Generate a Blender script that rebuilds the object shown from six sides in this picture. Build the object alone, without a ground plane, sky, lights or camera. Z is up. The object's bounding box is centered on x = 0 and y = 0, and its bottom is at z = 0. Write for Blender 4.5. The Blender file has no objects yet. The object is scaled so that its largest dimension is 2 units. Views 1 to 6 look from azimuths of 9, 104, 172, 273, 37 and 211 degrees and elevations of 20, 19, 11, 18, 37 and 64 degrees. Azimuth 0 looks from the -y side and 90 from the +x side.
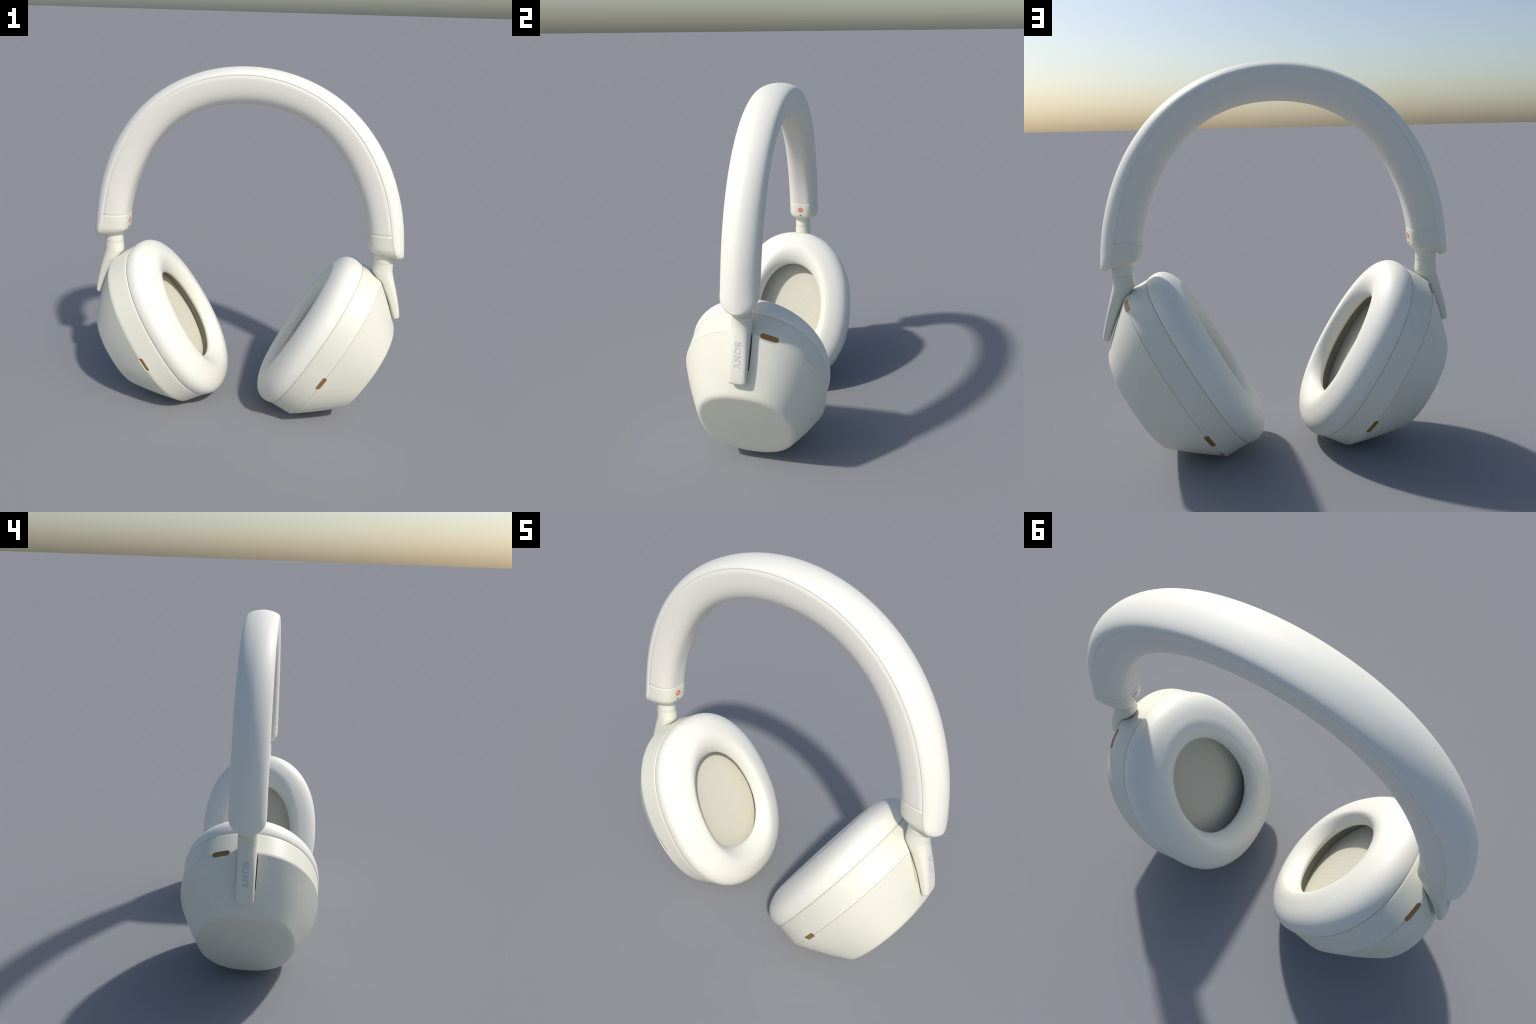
"""White over-ear wireless headphones: headband, end caps, swivel arms, two tilted oval ear cups."""
import bpy, bmesh, math
import numpy as np
from mathutils import Vector, Matrix
from mathutils.bvhtree import BVHTree

# ------------------------------------------------------------------ materials
def material(name, color, rough=0.5, bump=0.0, bump_scale=400.0, mottling=0.0, metallic=0.0,
             weave=False, coat=0.0):
    m = bpy.data.materials.new(name)
    m.use_nodes = True
    nt = m.node_tree
    nd, lk = nt.nodes, nt.links
    bsdf = nd["Principled BSDF"]
    bsdf.inputs["Roughness"].default_value = rough
    bsdf.inputs["Metallic"].default_value = metallic
    bsdf.inputs["Base Color"].default_value = (*color, 1)
    if coat:
        bsdf.inputs["Coat Weight"].default_value = coat
        bsdf.inputs["Coat Roughness"].default_value = 0.35
    tc = nd.new("ShaderNodeTexCoord")
    if mottling:
        nz = nd.new("ShaderNodeTexNoise")
        nz.inputs["Scale"].default_value = 7.0
        nz.inputs["Detail"].default_value = 3.0
        lk.new(tc.outputs["Object"], nz.inputs["Vector"])
        rp = nd.new("ShaderNodeValToRGB")
        lo = [c * (1 - mottling) for c in color]
        hi = [min(1, c * (1 + mottling)) for c in color]
        rp.color_ramp.elements[0].color = (*lo, 1)
        rp.color_ramp.elements[0].position = 0.3
        rp.color_ramp.elements[1].color = (*hi, 1)
        rp.color_ramp.elements[1].position = 0.7
        lk.new(nz.outputs["Fac"], rp.inputs["Fac"])
        lk.new(rp.outputs["Color"], bsdf.inputs["Base Color"])
    if bump:
        bn = nd.new("ShaderNodeTexNoise")
        bn.inputs["Scale"].default_value = bump_scale
        bn.inputs["Detail"].default_value = 2.0
        lk.new(tc.outputs["Object"], bn.inputs["Vector"])
        bp = nd.new("ShaderNodeBump")
        bp.inputs["Strength"].default_value = bump
        bp.inputs["Distance"].default_value = 0.002
        lk.new(bn.outputs["Fac"], bp.inputs["Height"])
        lk.new(bp.outputs["Normal"], bsdf.inputs["Normal"])
    if weave:
        waves = []
        for axis, sc in (("Y", 40.0), ("Z", 44.0)):
            wv = nd.new("ShaderNodeTexWave")
            wv.wave_type = 'BANDS'
            wv.bands_direction = axis
            wv.inputs["Scale"].default_value = sc
            wv.inputs["Distortion"].default_value = 0.0
            lk.new(tc.outputs["Object"], wv.inputs["Vector"])
            waves.append(wv)
        mul = nd.new("ShaderNodeMath")
        mul.operation = 'MULTIPLY'
        lk.new(waves[0].outputs["Fac"], mul.inputs[0])
        lk.new(waves[1].outputs["Fac"], mul.inputs[1])
        rp = nd.new("ShaderNodeValToRGB")
        rp.color_ramp.elements[0].color = (*[c * 0.87 for c in color], 1)
        rp.color_ramp.elements[1].color = (*[min(1, c * 1.10) for c in color], 1)
        lk.new(mul.outputs[0], rp.inputs["Fac"])
        lk.new(rp.outputs["Color"], bsdf.inputs["Base Color"])
        bp = nd.new("ShaderNodeBump")
        bp.inputs["Strength"].default_value = 0.3
        bp.inputs["Distance"].default_value = 0.004
        lk.new(mul.outputs[0], bp.inputs["Height"])
        lk.new(bp.outputs["Normal"], bsdf.inputs["Normal"])
    return m

MAT_COVER   = material("cover_soft_touch", (0.79, 0.777, 0.695), 0.55, bump=0.12, bump_scale=260)
MAT_PAD     = material("band_leatherette", (0.765, 0.74, 0.668), 0.6, bump=0.25, bump_scale=230)
MAT_PLASTIC = material("cream_plastic", (0.735, 0.722, 0.612), 0.45, bump=0.06, bump_scale=320, mottling=0.012)
MAT_CUSHION = material("ear_leatherette", (0.79, 0.777, 0.69), 0.5, bump=0.08, bump_scale=240)
MAT_CLOTH   = material("speaker_mesh", (0.68, 0.655, 0.545), 0.9, weave=True)
MAT_COPPER  = material("copper_vent", (0.32, 0.18, 0.052), 0.40, metallic=0.3)
MAT_WELL_SHADE  = material("painted_well_shade", (0.26, 0.25, 0.21), 0.9)  # base colour darkened for the deep shade inside the ear wells
MAT_LETTER  = material("grey_lettering", (0.52, 0.52, 0.56), 0.5)
MAT_RED     = material("red_mark", (0.80, 0.13, 0.07), 0.5)
MAT_GREY    = material("grey_mark", (0.42, 0.42, 0.43), 0.5)
MAT_WHITE   = material("mark_letter_white", (0.82, 0.80, 0.76), 0.5)
MAT_DARK    = material("dark_hole", (0.10, 0.10, 0.09), 0.6)
MAT_PINK    = material("dull_pink_button", (0.33, 0.17, 0.19), 0.5)

# ------------------------------------------------------------------ helpers
def make_object(name, verts, faces, mat, parent=None, sharp=35.0, smooth=True):
    me = bpy.data.meshes.new(name)
    me.from_pydata([tuple(map(float, v)) for v in verts], [], [tuple(map(int, f)) for f in faces])
    bm = bmesh.new()
    bm.from_mesh(me)
    bmesh.ops.remove_doubles(bm, verts=bm.verts, dist=1e-6)
    bmesh.ops.recalc_face_normals(bm, faces=bm.faces)
    bm.to_mesh(me)
    bm.free()
    if smooth:
        me.shade_smooth()
        me.set_sharp_from_angle(angle=math.radians(sharp))
    me.materials.append(mat)
    ob = bpy.data.objects.new(name, me)
    bpy.context.collection.objects.link(ob)
    ob.parent = parent
    return ob

def loft(rings, closed_ring=True, cap_start=True, cap_end=True, closed_path=False):
    """rings: array (n_rings, n_pts, 3) -> verts, faces"""
    R = np.asarray(rings)
    nr, npt = R.shape[:2]
    V = R.reshape(-1, 3)
    F = []
    for i in range(nr if closed_path else nr - 1):
        i2 = (i + 1) % nr
        for j in range(npt if closed_ring else npt - 1):
            j2 = (j + 1) % npt
            F.append((i * npt + j, i * npt + j2, i2 * npt + j2, i2 * npt + j))
    V = list(map(tuple, V))
    for flag, idx in ((cap_start, 0), (cap_end, nr - 1)):
        if flag and not closed_path:
            c = len(V)
            V.append(tuple(R[idx].mean(0)))
            for j in range(npt):
                F.append((idx * npt + j, idx * npt + (j + 1) % npt, c))
    return V, F

def spline(pts, n=None, t=None):
    """Smooth natural cubic through control rows, chord-length parameter."""
    P = np.asarray(pts, float)
    d = np.r_[0, np.cumsum(np.linalg.norm(np.diff(P, axis=0), axis=1))]
    return cubic(d / d[-1], P, np.linspace(0, 1, n) if t is None else t)

def cubic(x, Y, q):
    x = np.asarray(x, float)
    Y = np.asarray(Y, float)
    one = Y.ndim == 1
    if one:
        Y = Y[:, None]
    m = len(x)
    h = np.diff(x)
    A = np.eye(m)
    B = np.zeros_like(Y)
    for i in range(1, m - 1):
        A[i, i - 1:i + 2] = h[i - 1], 2 * (h[i - 1] + h[i]), h[i]
        B[i] = 6 * ((Y[i + 1] - Y[i]) / h[i] - (Y[i] - Y[i - 1]) / h[i - 1])
    M = np.linalg.solve(A, B)
    q = np.asarray(q, float)
    k = np.clip(np.searchsorted(x, q, side='right') - 1, 0, m - 2)
    a = (x[k + 1] - q)[:, None]
    b = (q - x[k])[:, None]
    hh = h[k][:, None]
    out = M[k] * a**3 / (6 * hh) + M[k + 1] * b**3 / (6 * hh) + (Y[k] / hh - M[k] * hh / 6) * a + (Y[k + 1] / hh - M[k + 1] * hh / 6) * b
    return out[:, 0] if one else out

def sgnpow(v, e):
    return np.sign(v) * np.abs(v) ** (2.0 / e)

def mirror(V, side):
    V = np.array(V, float)
    if side < 0:
        V[:, 0] *= -1
    return V

def boolean_cut(ob, cutter):
    md = ob.modifiers.new("cut", 'BOOLEAN')
    md.operation = 'DIFFERENCE'
    md.solver = 'EXACT'
    md.object = cutter
    dg = bpy.context.evaluated_depsgraph_get()
    dg.update()
    me = bpy.data.meshes.new_from_object(ob.evaluated_get(dg))
    ob.modifiers.clear()
    old = ob.data
    ob.data = me
    me.name = old.name
    bpy.data.meshes.remove(old)
    me.shade_smooth()
    me.set_sharp_from_angle(angle=math.radians(30))

def bvh_of(ob):
    return BVHTree.FromPolygons([v.co for v in ob.data.vertices], [p.vertices for p in ob.data.polygons])

# ------------------------------------------------------------------ hierarchy root
root = bpy.data.objects.new("headphones", None)
bpy.context.collection.objects.link(root)
root["label"] = "white over-ear wireless headphones with tilted oval ear cups"
root["category"] = "headphones"

# ------------------------------------------------------------------ headband profile (x >= 0 half, x-z plane)
OUTER = [(0, 2.0), (.120, 1.992), (.238, 1.968), (.3505, 1.928), (.456, 1.8735), (.5515, 1.8045), (.6355, 1.723),
         (.707, 1.632), (.766, 1.535), (.8125, 1.433), (.848, 1.329), (.8735, 1.223), (.890, 1.116), (.900, 1.0)]
SEAM  = [(0, 1.964), (.103, 1.9575), (.204, 1.938), (.3016, 1.9056), (.393, 1.8606), (.4773, 1.804), (.5524, 1.7374),
         (.6175, 1.6627), (.6724, 1.582), (.7176, 1.498), (.754, 1.411), (.7825, 1.3236), (.8036, 1.2354), (.820, 1.150),
         (.838, 1.07), (.866, 1.0)]
INNER = [(0, 1.809), (.0843, 1.8046), (.1674, 1.7906), (.248, 1.766), (.324, 1.731), (.394, 1.685), (.456, 1.6305),
         (.509, 1.5687), (.554, 1.502), (.5917, 1.433), (.6235, 1.363), (.6507, 1.293), (.671, 1.222), (.686, 1.150), (.690, 1.10)]
HALF_WIDTH = 0.0935
BAND_Y = 0.005           # the band sits a touch behind the cups' mid plane
CAP_TOP = 1.153

def both(c):            # mirror the half curve so the spline is flat at the crown
    c = np.array(c, float)
    return np.vstack([c[:0:-1] * [-1, 1], c])

def half_curve(c, n):
    full = spline(both(c), 4 * n)
    return full[2 * n:]
oc, sc_, ic = half_curve(OUTER, 400), half_curve(SEAM, 400), half_curve(INNER, 400)

def resample(c, n):
    d = np.r_[0, np.cumsum(np.linalg.norm(np.diff(c, axis=0), axis=1))]
    t = np.linspace(0, d[-1], n)
    return np.stack([np.interp(t, d, c[:, 0]), np.interp(t, d, c[:, 1])], 1)

# stations: rays sweep from the crown (straight up) to horizontal at the cap line
def ray_hit(curve, p, d):
    """intersection of line p+t*d with polyline"""
    nrm = np.array([-d[1], d[0]])
    s = (curve - p) @ nrm
    i = np.where(s[:-1] * s[1:] <= 0)[0]
    if len(i) == 0:
        return curve[np.abs(s).argmin()]
    cand = [curve[k] + (curve[k + 1] - curve[k]) * (s[k] / (s[k] - s[k + 1] + 1e-12)) for k in i]
    return min(cand, key=lambda q: np.linalg.norm(q - p))

SEAM_BODY = sc_[sc_[:, 1] > CAP_TOP - 0.02]
seam_pts = resample(sc_[sc_[:, 1] >= CAP_TOP], 110)
tan = np.gradient(seam_pts, axis=0)
tan /= np.linalg.norm(tan, axis=1, keepdims=True)
nrm = np.stack([-tan[:, 1], tan[:, 0]], 1)          # outward-ish
nrm *= np.sign((nrm * (seam_pts - np.array([0, 1.2]))).sum(1))[:, None]
frac = np.linspace(0, 1, len(nrm))
end_dir = np.array([1.0, 0.0])
w = np.clip((frac - 0.8) / 0.2, 0, 1) ** 2
nrm = nrm * (1 - w)[:, None] + end_dir * w[:, None]
nrm[0] = (0, 1)
seam_pts[0, 0] = 0
nrm /= np.linalg.norm(nrm, axis=1, keepdims=True)

# --- pad (inner cushion of the headband)
def pad_section(S, I, half, e=2.9, m=52):
    """closed section: back face sits under the cover, front bulges to I. returns (m,3)"""
    ax = S - I
    L = np.linalg.norm(ax)
    ax = ax / L
    th = np.linspace(-math.pi / 2, math.pi / 2, m)
    hw = half * 0.985
    depth = L - 0.004
    # the rear (+y) flank is squarer than the front one
    y = np.where(th > 0, hw * sgnpow(np.sin(th), 3.8), hw * sgnpow(np.sin(th), e))
    z = depth * np.where(th > 0, sgnpow(np.cos(th), 2.7), sgnpow(np.cos(th), e))
    base = S - ax * 0.003
    pts = [(base[0] - ax[0] * zz, yy + BAND_Y, base[1] - ax[1] * zz) for yy, zz in zip(y, z)]
    # tuck-in under the cover edge
    back = [(S[0] + ax[0] * 0.006, BAND_Y + hw - 0.010, S[1] + ax[1] * 0.006), (S[0] + ax[0] * 0.006, BAND_Y - (hw - 0.010), S[1] + ax[1] * 0.006)]
    return np.array(pts + back)

rings = []
for k in range(len(seam_pts)):
    I = ray_hit(ic, seam_pts[k], nrm[k])
    rings.append(pad_section(seam_pts[k], I, HALF_WIDTH))
rings = np.array(rings)
# lower rim of the pad rolls in slightly at the cap joint
last = rings[-1].copy()
c = last.mean(0)
lip = c + (last - c) * np.array([0.975, 0.975, 1])
lip[:, 2] -= 0.003
rings = np.concatenate([rings, lip[None]])
left = rings[:0:-1].copy()
left[:, :, 0] *= -1
full = np.concatenate([left, rings])
pad = make_object("headband_cushion", *loft(full), MAT_PAD, root, sharp=50)

# --- cover (outer shell of the headband), runs down to a rounded tongue
def cover_section(S, O, half, m=41, e=1.8, inset=0.018):
    ax = O - S
    L = np.linalg.norm(ax)
    ax = ax / max(L, 1e-9)
    th = np.linspace(-math.pi / 2, math.pi / 2, m)
    y = half * sgnpow(np.sin(th), e)
    z = L * sgnpow(np.cos(th), e)
    top = [(S[0] + ax[0] * zz, yy, S[1] + ax[1] * zz) for yy, zz in zip(y, z)]
    r = min(0.0025, half * 0.2)
    low = [(S[0] - ax[0] * r, half - r * 0.6, S[1] - ax[1] * r),
           (S[0] - ax[0] * r, half - min(inset, half * .5), S[1] - ax[1] * r),
           (S[0] - ax[0] * r, -half + min(inset, half * .5), S[1] - ax[1] * r),
           (S[0] - ax[0] * r, -half + r * 0.6, S[1] - ax[1] * r)]
    return np.array(top + low) + np.array([0, BAND_Y, 0])

rings = []
for k in range(len(seam_pts)):
    O = ray_hit(oc, seam_pts[k], nrm[k])
    rings.append(cover_section(seam_pts[k], O, HALF_WIDTH))
Z_TIP, Z_ROUND = 1.001, 1.082
for z in np.r_[np.linspace(CAP_TOP - 0.01, Z_ROUND, 8), Z_ROUND - (Z_ROUND - Z_TIP) * np.sin(np.linspace(0.1, math.pi / 2, 18))]:
    S = np.array([np.interp(-z, -sc_[:, 1], sc_[:, 0]), z])
    O = np.array([np.interp(-z, -oc[:, 1], oc[:, 0]), z])
    q = np.clip((Z_ROUND - z) / (Z_ROUND - Z_TIP), 0, 1)
    hw = HALF_WIDTH * (1 - q ** 2.3) ** (1 / 2.3)
    hw = max(hw, 0.002)
    # the crown shrinks only at the very tip
    O = O - np.array([1, 0]) * 0.012 * max(0, (q - 0.8) / 0.2) ** 2
    rings.append(cover_section(S, O, hw))
rings = np.array(rings)
left = rings[:0:-1].copy()
left[:, :, 0] *= -1
cover = make_object("headband_cover", *loft(np.concatenate([left, rings])), MAT_COVER, root, sharp=50)

# ------------------------------------------------------------------ end caps, marks
def end_cap(side):
    # rows: inner x, outer x, inner z, outer z, half width
    rows = []
    zs = np.linspace(1.150, 1.075, 7)
    for z in zs:
        rows.append((np.interp(-z, [-1.15, -1.11, -1.075], [0.6865, 0.688, 0.694]),
                     np.interp(-z, -sc_[:, 1], sc_[:, 0]) + 0.002, z, z, HALF_WIDTH * 0.985))
    for a in np.linspace(0.12, math.pi / 2, 12):
        s, cth = math.sin(a), math.cos(a)
        zi = 1.078 - 0.046 * s
        zo = 1.078 - 0.066 * s
        xi = 0.694 + 0.048 * (1 - cth)
        xo = np.interp(-zo, -sc_[:, 1], sc_[:, 0]) + 0.002 + 0.010 * s ** 4
        hw = HALF_WIDTH * 0.985 - 0.047 * (1 - cth)
        rows.append((xi, xo, zi, zo, hw))
    R = [pad_section(np.array([xo, zo]), np.array([xi, zi]), hw / 0.985) for xi, xo, zi, zo, hw in rows]
    first = R[0].copy()
    cc = first.mean(0)
    rim = cc + (first - cc) * np.array([0.98, 0.975, 1])
    rim[:, 2] += 0.0025
    V, F = loft(np.array([rim] + R))
    return make_object("end_cap", mirror(V, side), F, MAT_PLASTIC, root, sharp=45)

def project_shape(name, polys, origin, ax, ay, direction, target, offset, mat, parent, thick=0.0012):
    """2D polygons (lists of (a,b)) -> thin slab wrapped on the target along 'direction'."""
    tree = bvh_of(target)
    bm = bmesh.new()
    for ring in polys:
        vs = [bm.verts.new((p[0], p[1], 0)) for p in ring]
        try:
            bm.faces.new(vs)
        except ValueError:
            pass
    bmesh.ops.triangulate(bm, faces=bm.faces)
    bmesh.ops.recalc_face_normals(bm, faces=bm.faces)
    up, low, bad = {}, {}, 0
    o, ax, ay, d = Vector(origin), Vector(ax), Vector(ay), Vector(direction).normalized()
    verts, faces = [], []
    idx = {}
    for v in bm.verts:
        p = o + ax * v.co.x + ay * v.co.y
        hit = tree.ray_cast(p - d * 0.15, d)
        q = hit[0] if hit[0] is not None else p
        idx[v] = len(verts)
        verts.append(q - d * offset)
        verts.append(q + d * 0.002)
    for f in bm.faces:
        ids = [idx[v] for v in f.verts]
        faces.append(ids)
        faces.append([i + 1 for i in reversed(ids)])
    for e in bm.edges:
        if len(e.link_faces) == 1:
            a, b = idx[e.verts[0]], idx[e.verts[1]]
            faces.append([a, b, b + 1, a + 1])
    bm.free()
    return make_object(name, verts, faces, mat, parent, smooth=False)

def disc_polys(r, n=40, rings=3, sx=1.0):
    polys = []
    for k in range(rings):
        r0, r1 = r * k / rings, r * (k + 1) / rings
        for i in range(n):
            a0, a1 = 2 * math.pi * i / n, 2 * math.pi * (i + 1) / n
            q = [(r1 * math.cos(a0) * sx, r1 * math.sin(a0)), (r1 * math.cos(a1) * sx, r1 * math.sin(a1))]
            if k:
                q += [(r0 * math.cos(a1) * sx, r0 * math.sin(a1)), (r0 * math.cos(a0) * sx, r0 * math.sin(a0))]
            else:
                q += [(0, 0)]
            polys.append(q)
    return polys

def bar(x0, y0, x1, y1, t):
    """stroke as a quad"""
    d = np.array([x1 - x0, y1 - y0])
    d = d / np.linalg.norm(d)
    n = np.array([-d[1], d[0]]) * t / 2
    return [(x0 + n[0], y0 + n[1]), (x1 + n[0], y1 + n[1]), (x1 - n[0], y1 - n[1]), (x0 - n[0], y0 - n[1])]

def stroke(pts, widths):
    """variable-width stroke as quads along a polyline"""
    P = np.array(pts, float)
    T = np.gradient(P, axis=0)
    T /= np.linalg.norm(T, axis=1, keepdims=True)
    N = np.stack([-T[:, 1], T[:, 0]], 1) * np.array(widths)[:, None] / 2
    L, Rr = P + N, P - N
    return [[tuple(L[i]), tuple(L[i + 1]), tuple(Rr[i + 1]), tuple(Rr[i])] for i in range(len(P) - 1)]

def arc(cx, cy, rx, ry, a0, a1, n=18):
    a = np.radians(np.linspace(a0, a1, n))
    return np.stack([cx + rx * np.cos(a), cy + ry * np.sin(a)], 1)

def letter_r(h):
    t = 0.14 * h
    x = -0.28 * h
    P = [bar(x, -h / 2, x, h / 2, t)]
    P += stroke(np.vstack([[(x, h / 2 - t / 2)], arc(0.05 * h, 0.22 * h, 0.24 * h, 0.20 * h, 90, -90), [(x, 0.02 * h)]]), [t] * 20)
    P.append(bar(0.02 * h, 0.02 * h, 0.30 * h, -h / 2, t))
    return P

def letter_l(h):
    t = 0.14 * h
    return [bar(-0.2 * h, -h / 2, -0.2 * h, h / 2, t), bar(-0.2 * h - t / 2, -h / 2 + t / 2, 0.28 * h, -h / 2 + t / 2, t)]

caps = {}
for side in (1, -1):
    cap = end_cap(side)
    caps[side] = cap
    # the inner face looks toward the other side: reading right is toward -y on +x side, +y on -x side
    ax, ay, d = (0, float(-side), 0), (0, 0, 1), (float(side), 0, 0)
    mark = project_shape("side_mark", disc_polys(0.016), (0.69 * side, 0.003, 1.107), ax, ay, d, cap, 0.0006,
                         MAT_GREY if side > 0 else MAT_RED, cap)
    letter = letter_l(0.0165) if side > 0 else letter_r(0.0165)
    project_shape("mark_letter", letter, (0.69 * side, 0.003, 1.107), ax, ay, d, cap, 0.0011, MAT_WHITE, cap)
    project_shape("microphone_hole", disc_polys(0.0042, 20, 2, 1.5), (0.70 * side, 0.002, 1.068), ax, ay, d, cap, 0.0005, MAT_DARK, cap)

# ------------------------------------------------------------------ swivel arms
ARM_Y = 0.003
ARM = [  # inner x, inner z, outer x, outer z, half width y, squareness
    (.736, .9715, .8445, .9715, .0503, 2.1),
    (.7355, .950, .845, .950, .0505, 2.1),
    (.735, .918, .8455, .925, .0510, 2.2),
    (.756, .884, .852, .893, .0505, 2.4),
    (.787, .838, .865, .846, .0490, 2.8),
    (.814, .792, .878, .799, .0480, 3.2),
    (.844, .727, .8955, .731, .0465, 3.6),
    (.864, .676, .9055, .684, .0455, 3.5),
    (.874, .652, .9085, .664, .0450, 3.2),
]
def arm_rings(grow=0.0, n=60):
    A = np.array(ARM)
    d = np.r_[0, np.cumsum(np.hypot(np.diff(A[:, 0] + A[:, 2]), np.diff(A[:, 1] + A[:, 3])))]
    t = d / d[-1]
    q = np.linspace(0, 1, n)
    B = np.stack([np.interp(q, t, A[:, i]) for i in range(6)], 1)
    B[:, :5] = (B[:, :5] + np.stack([cubic(t, A[:, i], q) for i in range(5)], 1)) / 2
    th = np.linspace(0, 2 * math.pi, 64, endpoint=False)
    R = []
    rows = list(B)
    # rounded foot
    for a in np.linspace(0.25, math.pi / 2, 6):
        r = B[-1].copy()
        dx, dz = np.array([.0115, -.055]) / math.hypot(.0115, .055)
        k, s = 1 - math.cos(a), math.sin(a)
        cx, cz = (r[0] + r[2]) / 2, (r[1] + r[3]) / 2
        hx, hz = (r[2] - r[0]) / 2, (r[3] - r[1]) / 2
        f = 1 - 0.45 * k
        rows.append(np.array([cx - hx * f + dx * .015 * s, cz - hz * f + dz * .015 * s, cx + hx * f + dx * .015 * s,
                              cz + hz * f + dz * .015 * s, r[4] - 0.014 * k, r[5]]))
    for xi, zi, xo, zo, hw, e in rows:
        c0 = np.array([(xi + xo) / 2, ARM_Y, (zi + zo) / 2])
        a0 = np.array([(xo - xi) / 2, 0, (zo - zi) / 2])
        L = np.linalg.norm(a0)
        a0 = a0 * (L + grow) / L
        X, Y = sgnpow(np.cos(th), e), sgnpow(np.sin(th), e)
        R.append(c0 + X[:, None] * a0 + Y[:, None] * np.array([0, hw + grow, 0]))
    return np.array(R)

# ------------------------------------------------------------------ slab lettering on the arm
def lettering_polys(h):
    """four wide slab-serif capitals reading along +a, cap height h, centred on the origin"""
    tk, tn = 0.23 * h, 0.15 * h
    polys = []
    x = 0.0
    # S
    s = np.vstack([arc(.50, .74, .36, .195, 20, 180, 14), arc(.50, .74, .36, .195, 180, 262, 8),
                   arc(.50, .26, .38, .205, 82, 0, 8), arc(.50, .26, .38, .205, 0, -165, 14)])
    s[:, 1] = np.clip(s[:, 1], 0.06, 0.94)
    wd = 0.15 + 0.10 * np.sin(np.linspace(0, math.pi, len(s))) ** 2
    polys += stroke(s * h + [x, 0], wd * h)
    polys += [bar(x + .86 * h, .60 * h, x + .86 * h, .98 * h, .11 * h), bar(x + .10 * h, .02 * h, x + .10 * h, .40 * h, .11 * h)]
    x += 1.10 * h
    # O
    a = np.radians(np.linspace(0, 360, 41))
    o, i = np.stack([.60 * np.cos(a) + .60, .52 * np.sin(a) + .5], 1), np.stack([.36 * np.cos(a) + .60, .38 * np.sin(a) + .5], 1)
    for k in range(40):
        polys.append([tuple(np.array(p) * h + [x, 0]) for p in (o[k], o[k + 1], i[k + 1], i[k])])
    x += 1.36 * h
    # N
    polys += [bar(x + .20 * h, 0, x + .20 * h, h, tn), bar(x + .98 * h, 0, x + .98 * h, h, tn),
              bar(x + .20 * h, .95 * h, x + .98 * h, .05 * h, tk * 1.15)]
    polys += [bar(x + .0 * h, .94 * h, x + .34 * h, .94 * h, .12 * h), bar(x + .0 * h, .06 * h, x + .42 * h, .06 * h, .12 * h),
              bar(x + .76 * h, .94 * h, x + 1.18 * h, .94 * h, .12 * h)]
    x += 1.26 * h
    # Y
    polys += [bar(x + .16 * h, .96 * h, x + .60 * h, .46 * h, tk), bar(x + 1.02 * h, .96 * h, x + .60 * h, .46 * h, tn),
              bar(x + .60 * h, .50 * h, x + .60 * h, 0, tk),
              bar(x + .0 * h, .94 * h, x + .44 * h, .94 * h, .12 * h), bar(x + .78 * h, .94 * h, x + 1.18 * h, .94 * h, .12 * h),
              bar(x + .36 * h, .06 * h, x + .84 * h, .06 * h, .12 * h)]
    total = x + 1.18 * h
    return [[(p[0] - total / 2, p[1] - h / 2) for p in ring] for ring in polys], total

# ------------------------------------------------------------------ ear cups
TILT = 0.5136
CUP = np.array([0.434, 0.0, 0.4940])
N_AX = np.array([math.cos(TILT), 0, -math.sin(TILT)])     # outward
U_AX = np.array([math.sin(TILT), 0, math.cos(TILT)])      # long axis, up
W_AX = np.array([0, 1.0, 0])
EGG = -0.016
SEG = 192
TH = np.linspace(0, 2 * math.pi, SEG, endpoint=False)

def cup_point(n, u, w):
    return CUP + np.multiply.outer(n, N_AX) + np.multiply.outer(u, U_AX) + np.multiply.outer(w, W_AX)

def cup_ring(n, u0, a, b, e=2.27, slope=0.0, egg=EGG):
    x, y = sgnpow(np.cos(TH), e), sgnpow(np.sin(TH), e)
    return cup_point(n + slope * x, u0 + a * x, b * y * (1 + egg * x))

N2, U2, A2, B2 = 0.1210, 0.0015, 0.5000, 0.3815      # ring / shell seam
A1, B1 = 0.5010, 0.3775                               # cushion / ring seam
NF, UF, AF, BF, EF, SF = 0.366, -0.002, 0.286, 0.252, 2.3, -0.003   # outer flat face

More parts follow.
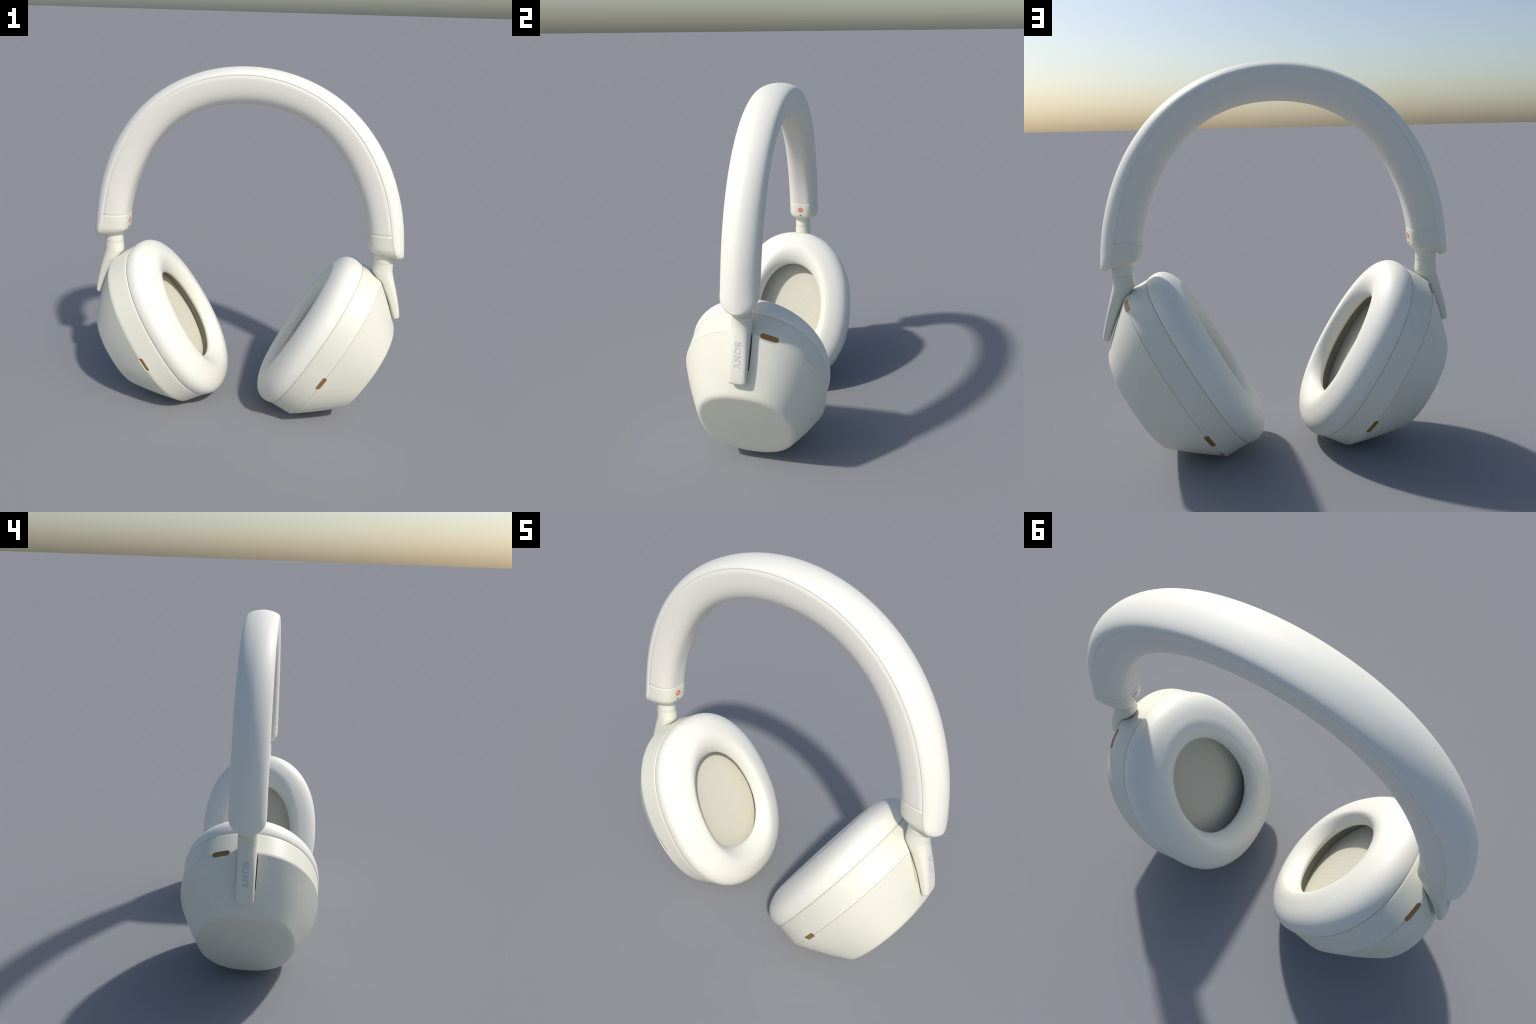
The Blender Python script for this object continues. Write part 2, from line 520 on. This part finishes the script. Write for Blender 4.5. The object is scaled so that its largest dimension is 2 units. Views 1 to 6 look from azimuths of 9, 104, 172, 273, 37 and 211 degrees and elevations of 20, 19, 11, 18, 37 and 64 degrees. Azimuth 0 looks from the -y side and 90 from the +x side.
def shell_rings():
    R = [cup_ring(N2 + 0.0012, U2, A2 - 0.008, B2 - 0.008, 2.27), cup_ring(N2 + 0.0009, U2, A2 - 0.0015, B2 - 0.0015, 2.27)]
    for f in np.r_[0.006, np.linspace(0.02, 0.94, 28)]:
        g = f
        bulge = 0.006 * math.sin(math.pi * min(1, f))
        R.append(cup_ring(N2 + 0.0015 + (NF - N2) * g, U2 + (UF - U2) * g, A2 + (AF - A2) * g + bulge,
                          B2 + (BF - B2) * g + bulge, 2.27 + (EF - 2.27) * g, SF * g, EGG * (1 - g)))
    f = 0.94                                            # rounded edge onto the face (quadratic blend)
    b0 = 0.006 * math.sin(math.pi * f)
    p0 = np.array([N2 + 0.0015 + (NF - N2) * f, A2 + (AF - A2) * f + b0, B2 + (BF - B2) * f + b0])
    p1 = np.array([NF, AF - 0.001, BF - 0.001])
    p2 = np.array([NF, AF - 0.020, BF - 0.020])
    for q in np.linspace(0.12, 1, 9):
        n, a, b = p0 * (1 - q) ** 2 + p1 * 2 * q * (1 - q) + p2 * q * q
        R.append(cup_ring(n, U2 + (UF - U2) * (f + (1 - f) * q), a, b, EF, SF, EGG * (1 - f) * (1 - q)))
    for f in (0.8, 0.6, 0.4, 0.2, 0.05):
        R.append(cup_ring(NF + 0.003 * (1 - f * f), UF, (AF - 0.020) * f, (BF - 0.020) * f, EF, SF * f, 0))
    return np.array(R)

def ring_rings():
    R = []
    for n, dr in ((-0.004, -0.03), (0.0, -0.006), (0.002, -0.0015), (0.005, 0.0)):
        R.append(cup_ring(n, 0, A1 + dr, B1 + dr))
    for f in np.linspace(0.1, 0.975, 14):
        R.append(cup_ring(N2 * f, U2 * f, A1 + (A2 - A1) * f, B1 + (B2 - B1) * f))
    R.append(cup_ring(N2 - 0.0008, U2, A2 - 0.0008, B2 - 0.0008))
    R.append(cup_ring(N2 + 0.0002, U2, A2 - 0.0025, B2 - 0.0025))
    R.append(cup_ring(N2 + 0.0005, U2, A2 - 0.045, B2 - 0.045))
    R.append(cup_ring(-0.004, 0, A1 - 0.045, B1 - 0.045))
    return np.array(R)

H, RA, RB, BUL = 0.1425, 0.112, 0.134, 0.017
OPEN_A, OPEN_B = 0.283, 0.206
LIP = -0.082
def cushion_rings():
    """closed profile swept round the oval: outer flank, ridge, inner lip, undercut, back"""
    P = []                                             # (n, a, b, exponent, egg)
    P.append((-0.0005, A1 - 0.02, B1 - 0.02, 2.27, EGG))
    P.append((-0.001, A1 - 0.002, B1 - 0.002, 2.27, EGG))
    for q in np.linspace(0.02, 1, 22):
        f = q * math.pi / 2
        bu = BUL * math.sin(min(f * 2.6, math.pi))
        k = 1 - math.cos(f)
        P.append((-0.002 - (H - 0.002) * math.sin(f), A1 + bu - RA * k, B1 + bu - RB * k, 2.27 - 0.15 * q, EGG - 0.05 * q))
    ra, rb = A1 - RA, B1 - RB
    for q in np.linspace(0.06, 1, 18):
        f = q * math.pi / 2
        P.append((-H + (H + LIP) * (0.5 * (1 - math.cos(f)) + 0.5 * math.sin(f) ** 2), ra - (ra - OPEN_A) * math.sin(f), rb - (rb - OPEN_B) * math.sin(f), 2.12, EGG - 0.05))
    for q in np.linspace(0.1, 1, 10):
        f = q * math.pi / 2
        P.append((LIP + 0.030 * math.sin(f), OPEN_A + 0.050 * (1 - math.cos(f)), OPEN_B + 0.050 * (1 - math.cos(f)), 2.12, EGG - 0.05))
    return np.array([cup_ring(n, 0, a, b, e, 0, g) for n, a, b, e, g in P])

def slot_solid(theta, length, width, depth_in, depth_out, n_off=0.0):
    """capsule prism lying along the ring/shell seam at ellipse angle theta; returns verts, faces"""
    def seam(t):
        x, y = sgnpow(np.cos(t), 2.27), sgnpow(np.sin(t), 2.27)
        return cup_point(N2 + n_off, U2 + A2 * x, B2 * y * (1 + EGG * x))
    p0, p1 = seam(np.array(theta - .01)), seam(np.array(theta + .01))
    ctr = seam(np.array(theta))
    tang = (p1 - p0) / np.linalg.norm(p1 - p0)
    out = np.cross(tang, N_AX)
    if out @ (ctr - CUP) < 0:
        out = -out
    across = np.cross(out, tang)
    out2 = out + 0.36 * across * np.sign(across @ N_AX)
    out2 /= np.linalg.norm(out2)
    across = np.cross(out2, tang)
    r = width / 2
    L = length / 2 - r
    a = np.linspace(-math.pi / 2, math.pi / 2, 12)
    prof = [(L + r * math.cos(t), r * math.sin(t)) for t in a] + [(-L - r * math.cos(t), -r * math.sin(t)) for t in a]
    rows = []
    for dd in (-depth_in, depth_out):
        rows.append([ctr + tang * s + across * v + out2 * dd for s, v in prof])
    return loft(np.array(rows))

SLOTS = [(math.radians(19), 0.096, 0.027), (math.radians(-96.5), 0.092, 0.025), (math.radians(120), 0.092, 0.026)]

def arm_slits():
    """two thin deep slots in the cup along the flanks of the arm"""
    A = np.array(ARM)
    out = []
    for sy in (1, -1):
        rows = []
        for z in np.linspace(0.885, 0.705, 14):
            xi = np.interp(-z, -A[:, 1], A[:, 0])
            xo = np.interp(-z, -A[:, 3], A[:, 2])
            hw = np.interp(-z, -A[:, 1], A[:, 4])
            t = 0.0055 * math.sin(math.pi * (0.885 - z + 0.012) / 0.204) ** 0.6
            y0, y1 = hw - 0.004, hw + (0.001 + 0.6 * t if sy > 0 else 0.002 + 0.5 * t)
            y0, y1 = y0 + sy * ARM_Y, y1 + sy * ARM_Y
            rows.append([(xi - 0.05, sy * y0, z - 0.02), (xi - 0.05, sy * y1, z - 0.02), (xo + 0.02, sy * y1, z + 0.01), (xo + 0.02, sy * y0, z + 0.01)])
        out.append(loft(np.array(rows)))
    return merge(out)

def merge(parts):
    V, F = [], []
    for v, f in parts:
        o = len(V)
        V += list(v)
        F += [tuple(i + o for i in q) for q in f]
    return V, F

for side in (1, -1):
    V, F = loft(shell_rings())
    shell = make_object("ear_cup", mirror(V, side), F, MAT_PLASTIC, root, sharp=30)
    V, F = loft(ring_rings(), cap_start=False, cap_end=False, closed_path=True)
    trim = make_object("trim_ring", mirror(V, side), F, MAT_PLASTIC, shell, sharp=30)
    V, F = loft(cushion_rings(), cap_start=False, cap_end=False, closed_path=True)
    make_object("ear_cushion", mirror(V, side), F, MAT_CUSHION, shell, sharp=60)
    # dark-painted band modelling the shadow in the well under the cushion's lip
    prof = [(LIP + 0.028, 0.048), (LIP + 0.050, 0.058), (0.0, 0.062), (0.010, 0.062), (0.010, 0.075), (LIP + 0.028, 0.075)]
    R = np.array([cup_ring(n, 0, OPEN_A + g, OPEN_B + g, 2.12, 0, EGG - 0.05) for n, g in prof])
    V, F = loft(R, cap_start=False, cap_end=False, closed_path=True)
    make_object("well_shadow_band", mirror(V, side), F, MAT_WELL_SHADE, shell, sharp=40)
    # speaker cloth: gently dished oval
    R = []
    for f in np.linspace(1, 0.04, 14):
        R.append(cup_ring(0.003 - 0.006 * f ** 4, 0, 0.350 * f, 0.264 * f, 2.12))
    bottom = cup_ring(0.02, 0, 0.350, 0.264, 2.12)
    V, F = loft(np.array([bottom] + R))
    make_object("speaker_cloth", mirror(V, side), F, MAT_CLOTH, shell, sharp=40)

    # openings for vents and the recess for the arm
    cutters = [slot_solid(t, L, Wd, 0.014, 0.05) for t, L, Wd in SLOTS]
    V, F = merge(cutters)
    cut = make_object("cutter", mirror(V, side), F, MAT_DARK, None, smooth=False)
    boolean_cut(shell, cut)
    boolean_cut(trim, cut)
    V, F = loft(arm_rings(0.004))
    groove = make_object("cutter_arm", mirror(V, side), F, MAT_DARK, None, smooth=False)
    boolean_cut(shell, groove)
    boolean_cut(trim, groove)
    V, F = arm_slits()
    slit = make_object("cutter_slit", mirror(V, side), F, MAT_DARK, None, smooth=False)
    boolean_cut(shell, slit)
    for o in (cut, groove, slit):
        me = o.data
        bpy.data.objects.remove(o)
        bpy.data.meshes.remove(me)
    for t, L, Wd in SLOTS:
        V, F = slot_solid(t, L - 0.001, Wd - 0.001, 0.0138, -0.0055)
        make_object("vent", mirror(V, side), F, MAT_COPPER, shell, sharp=40)

    if side > 0:
        V, F = slot_solid(math.radians(141), 0.042, 0.020, 0.012, 0.0022, 0.004)
        make_object("button", mirror(V, side), F, MAT_PINK, shell, sharp=40)
    # swivel arm with its collar and lettering
    A = arm_rings()
    V, F = loft(A)
    arm = make_object("swivel_arm", mirror(V, side), F, MAT_PLASTIC, root, sharp=45)
    th = np.linspace(0, 2 * math.pi, 48, endpoint=False)
    rows = []
    for z, k in ((0.9695, 0.965), (0.9721, 0.975), (0.9724, 0.990), (0.9734, 0.998), (0.99, 0.998), (1.05, 0.995)):
        rows.append(np.stack([0.790 + 0.0545 * k * np.cos(th), ARM_Y + 0.050 * k * np.sin(th), np.full_like(th, z)], 1))
    V, F = loft(np.array(rows))
    make_object("swivel_collar", mirror(V, side), F, MAT_PLASTIC, arm, sharp=45)
    polys, total = lettering_polys(0.0275)
    down = np.array([(.9155 - .865), 0, (.652 - .846)])
    down /= np.linalg.norm(down)
    start = np.array([.880, 0.004, .793])
    ax = down * [side, 1, 1]
    # reading direction runs down the arm, letter tops point to the viewer's right seen from outside
    ay = np.array([0, 1.08 * side, 0])
    d = np.array([-1.0 * side, 0, 0])
    project_shape("lettering", polys, start * [side, 1, 1], ax, ay, d, arm, 0.0008, MAT_LETTER, arm)
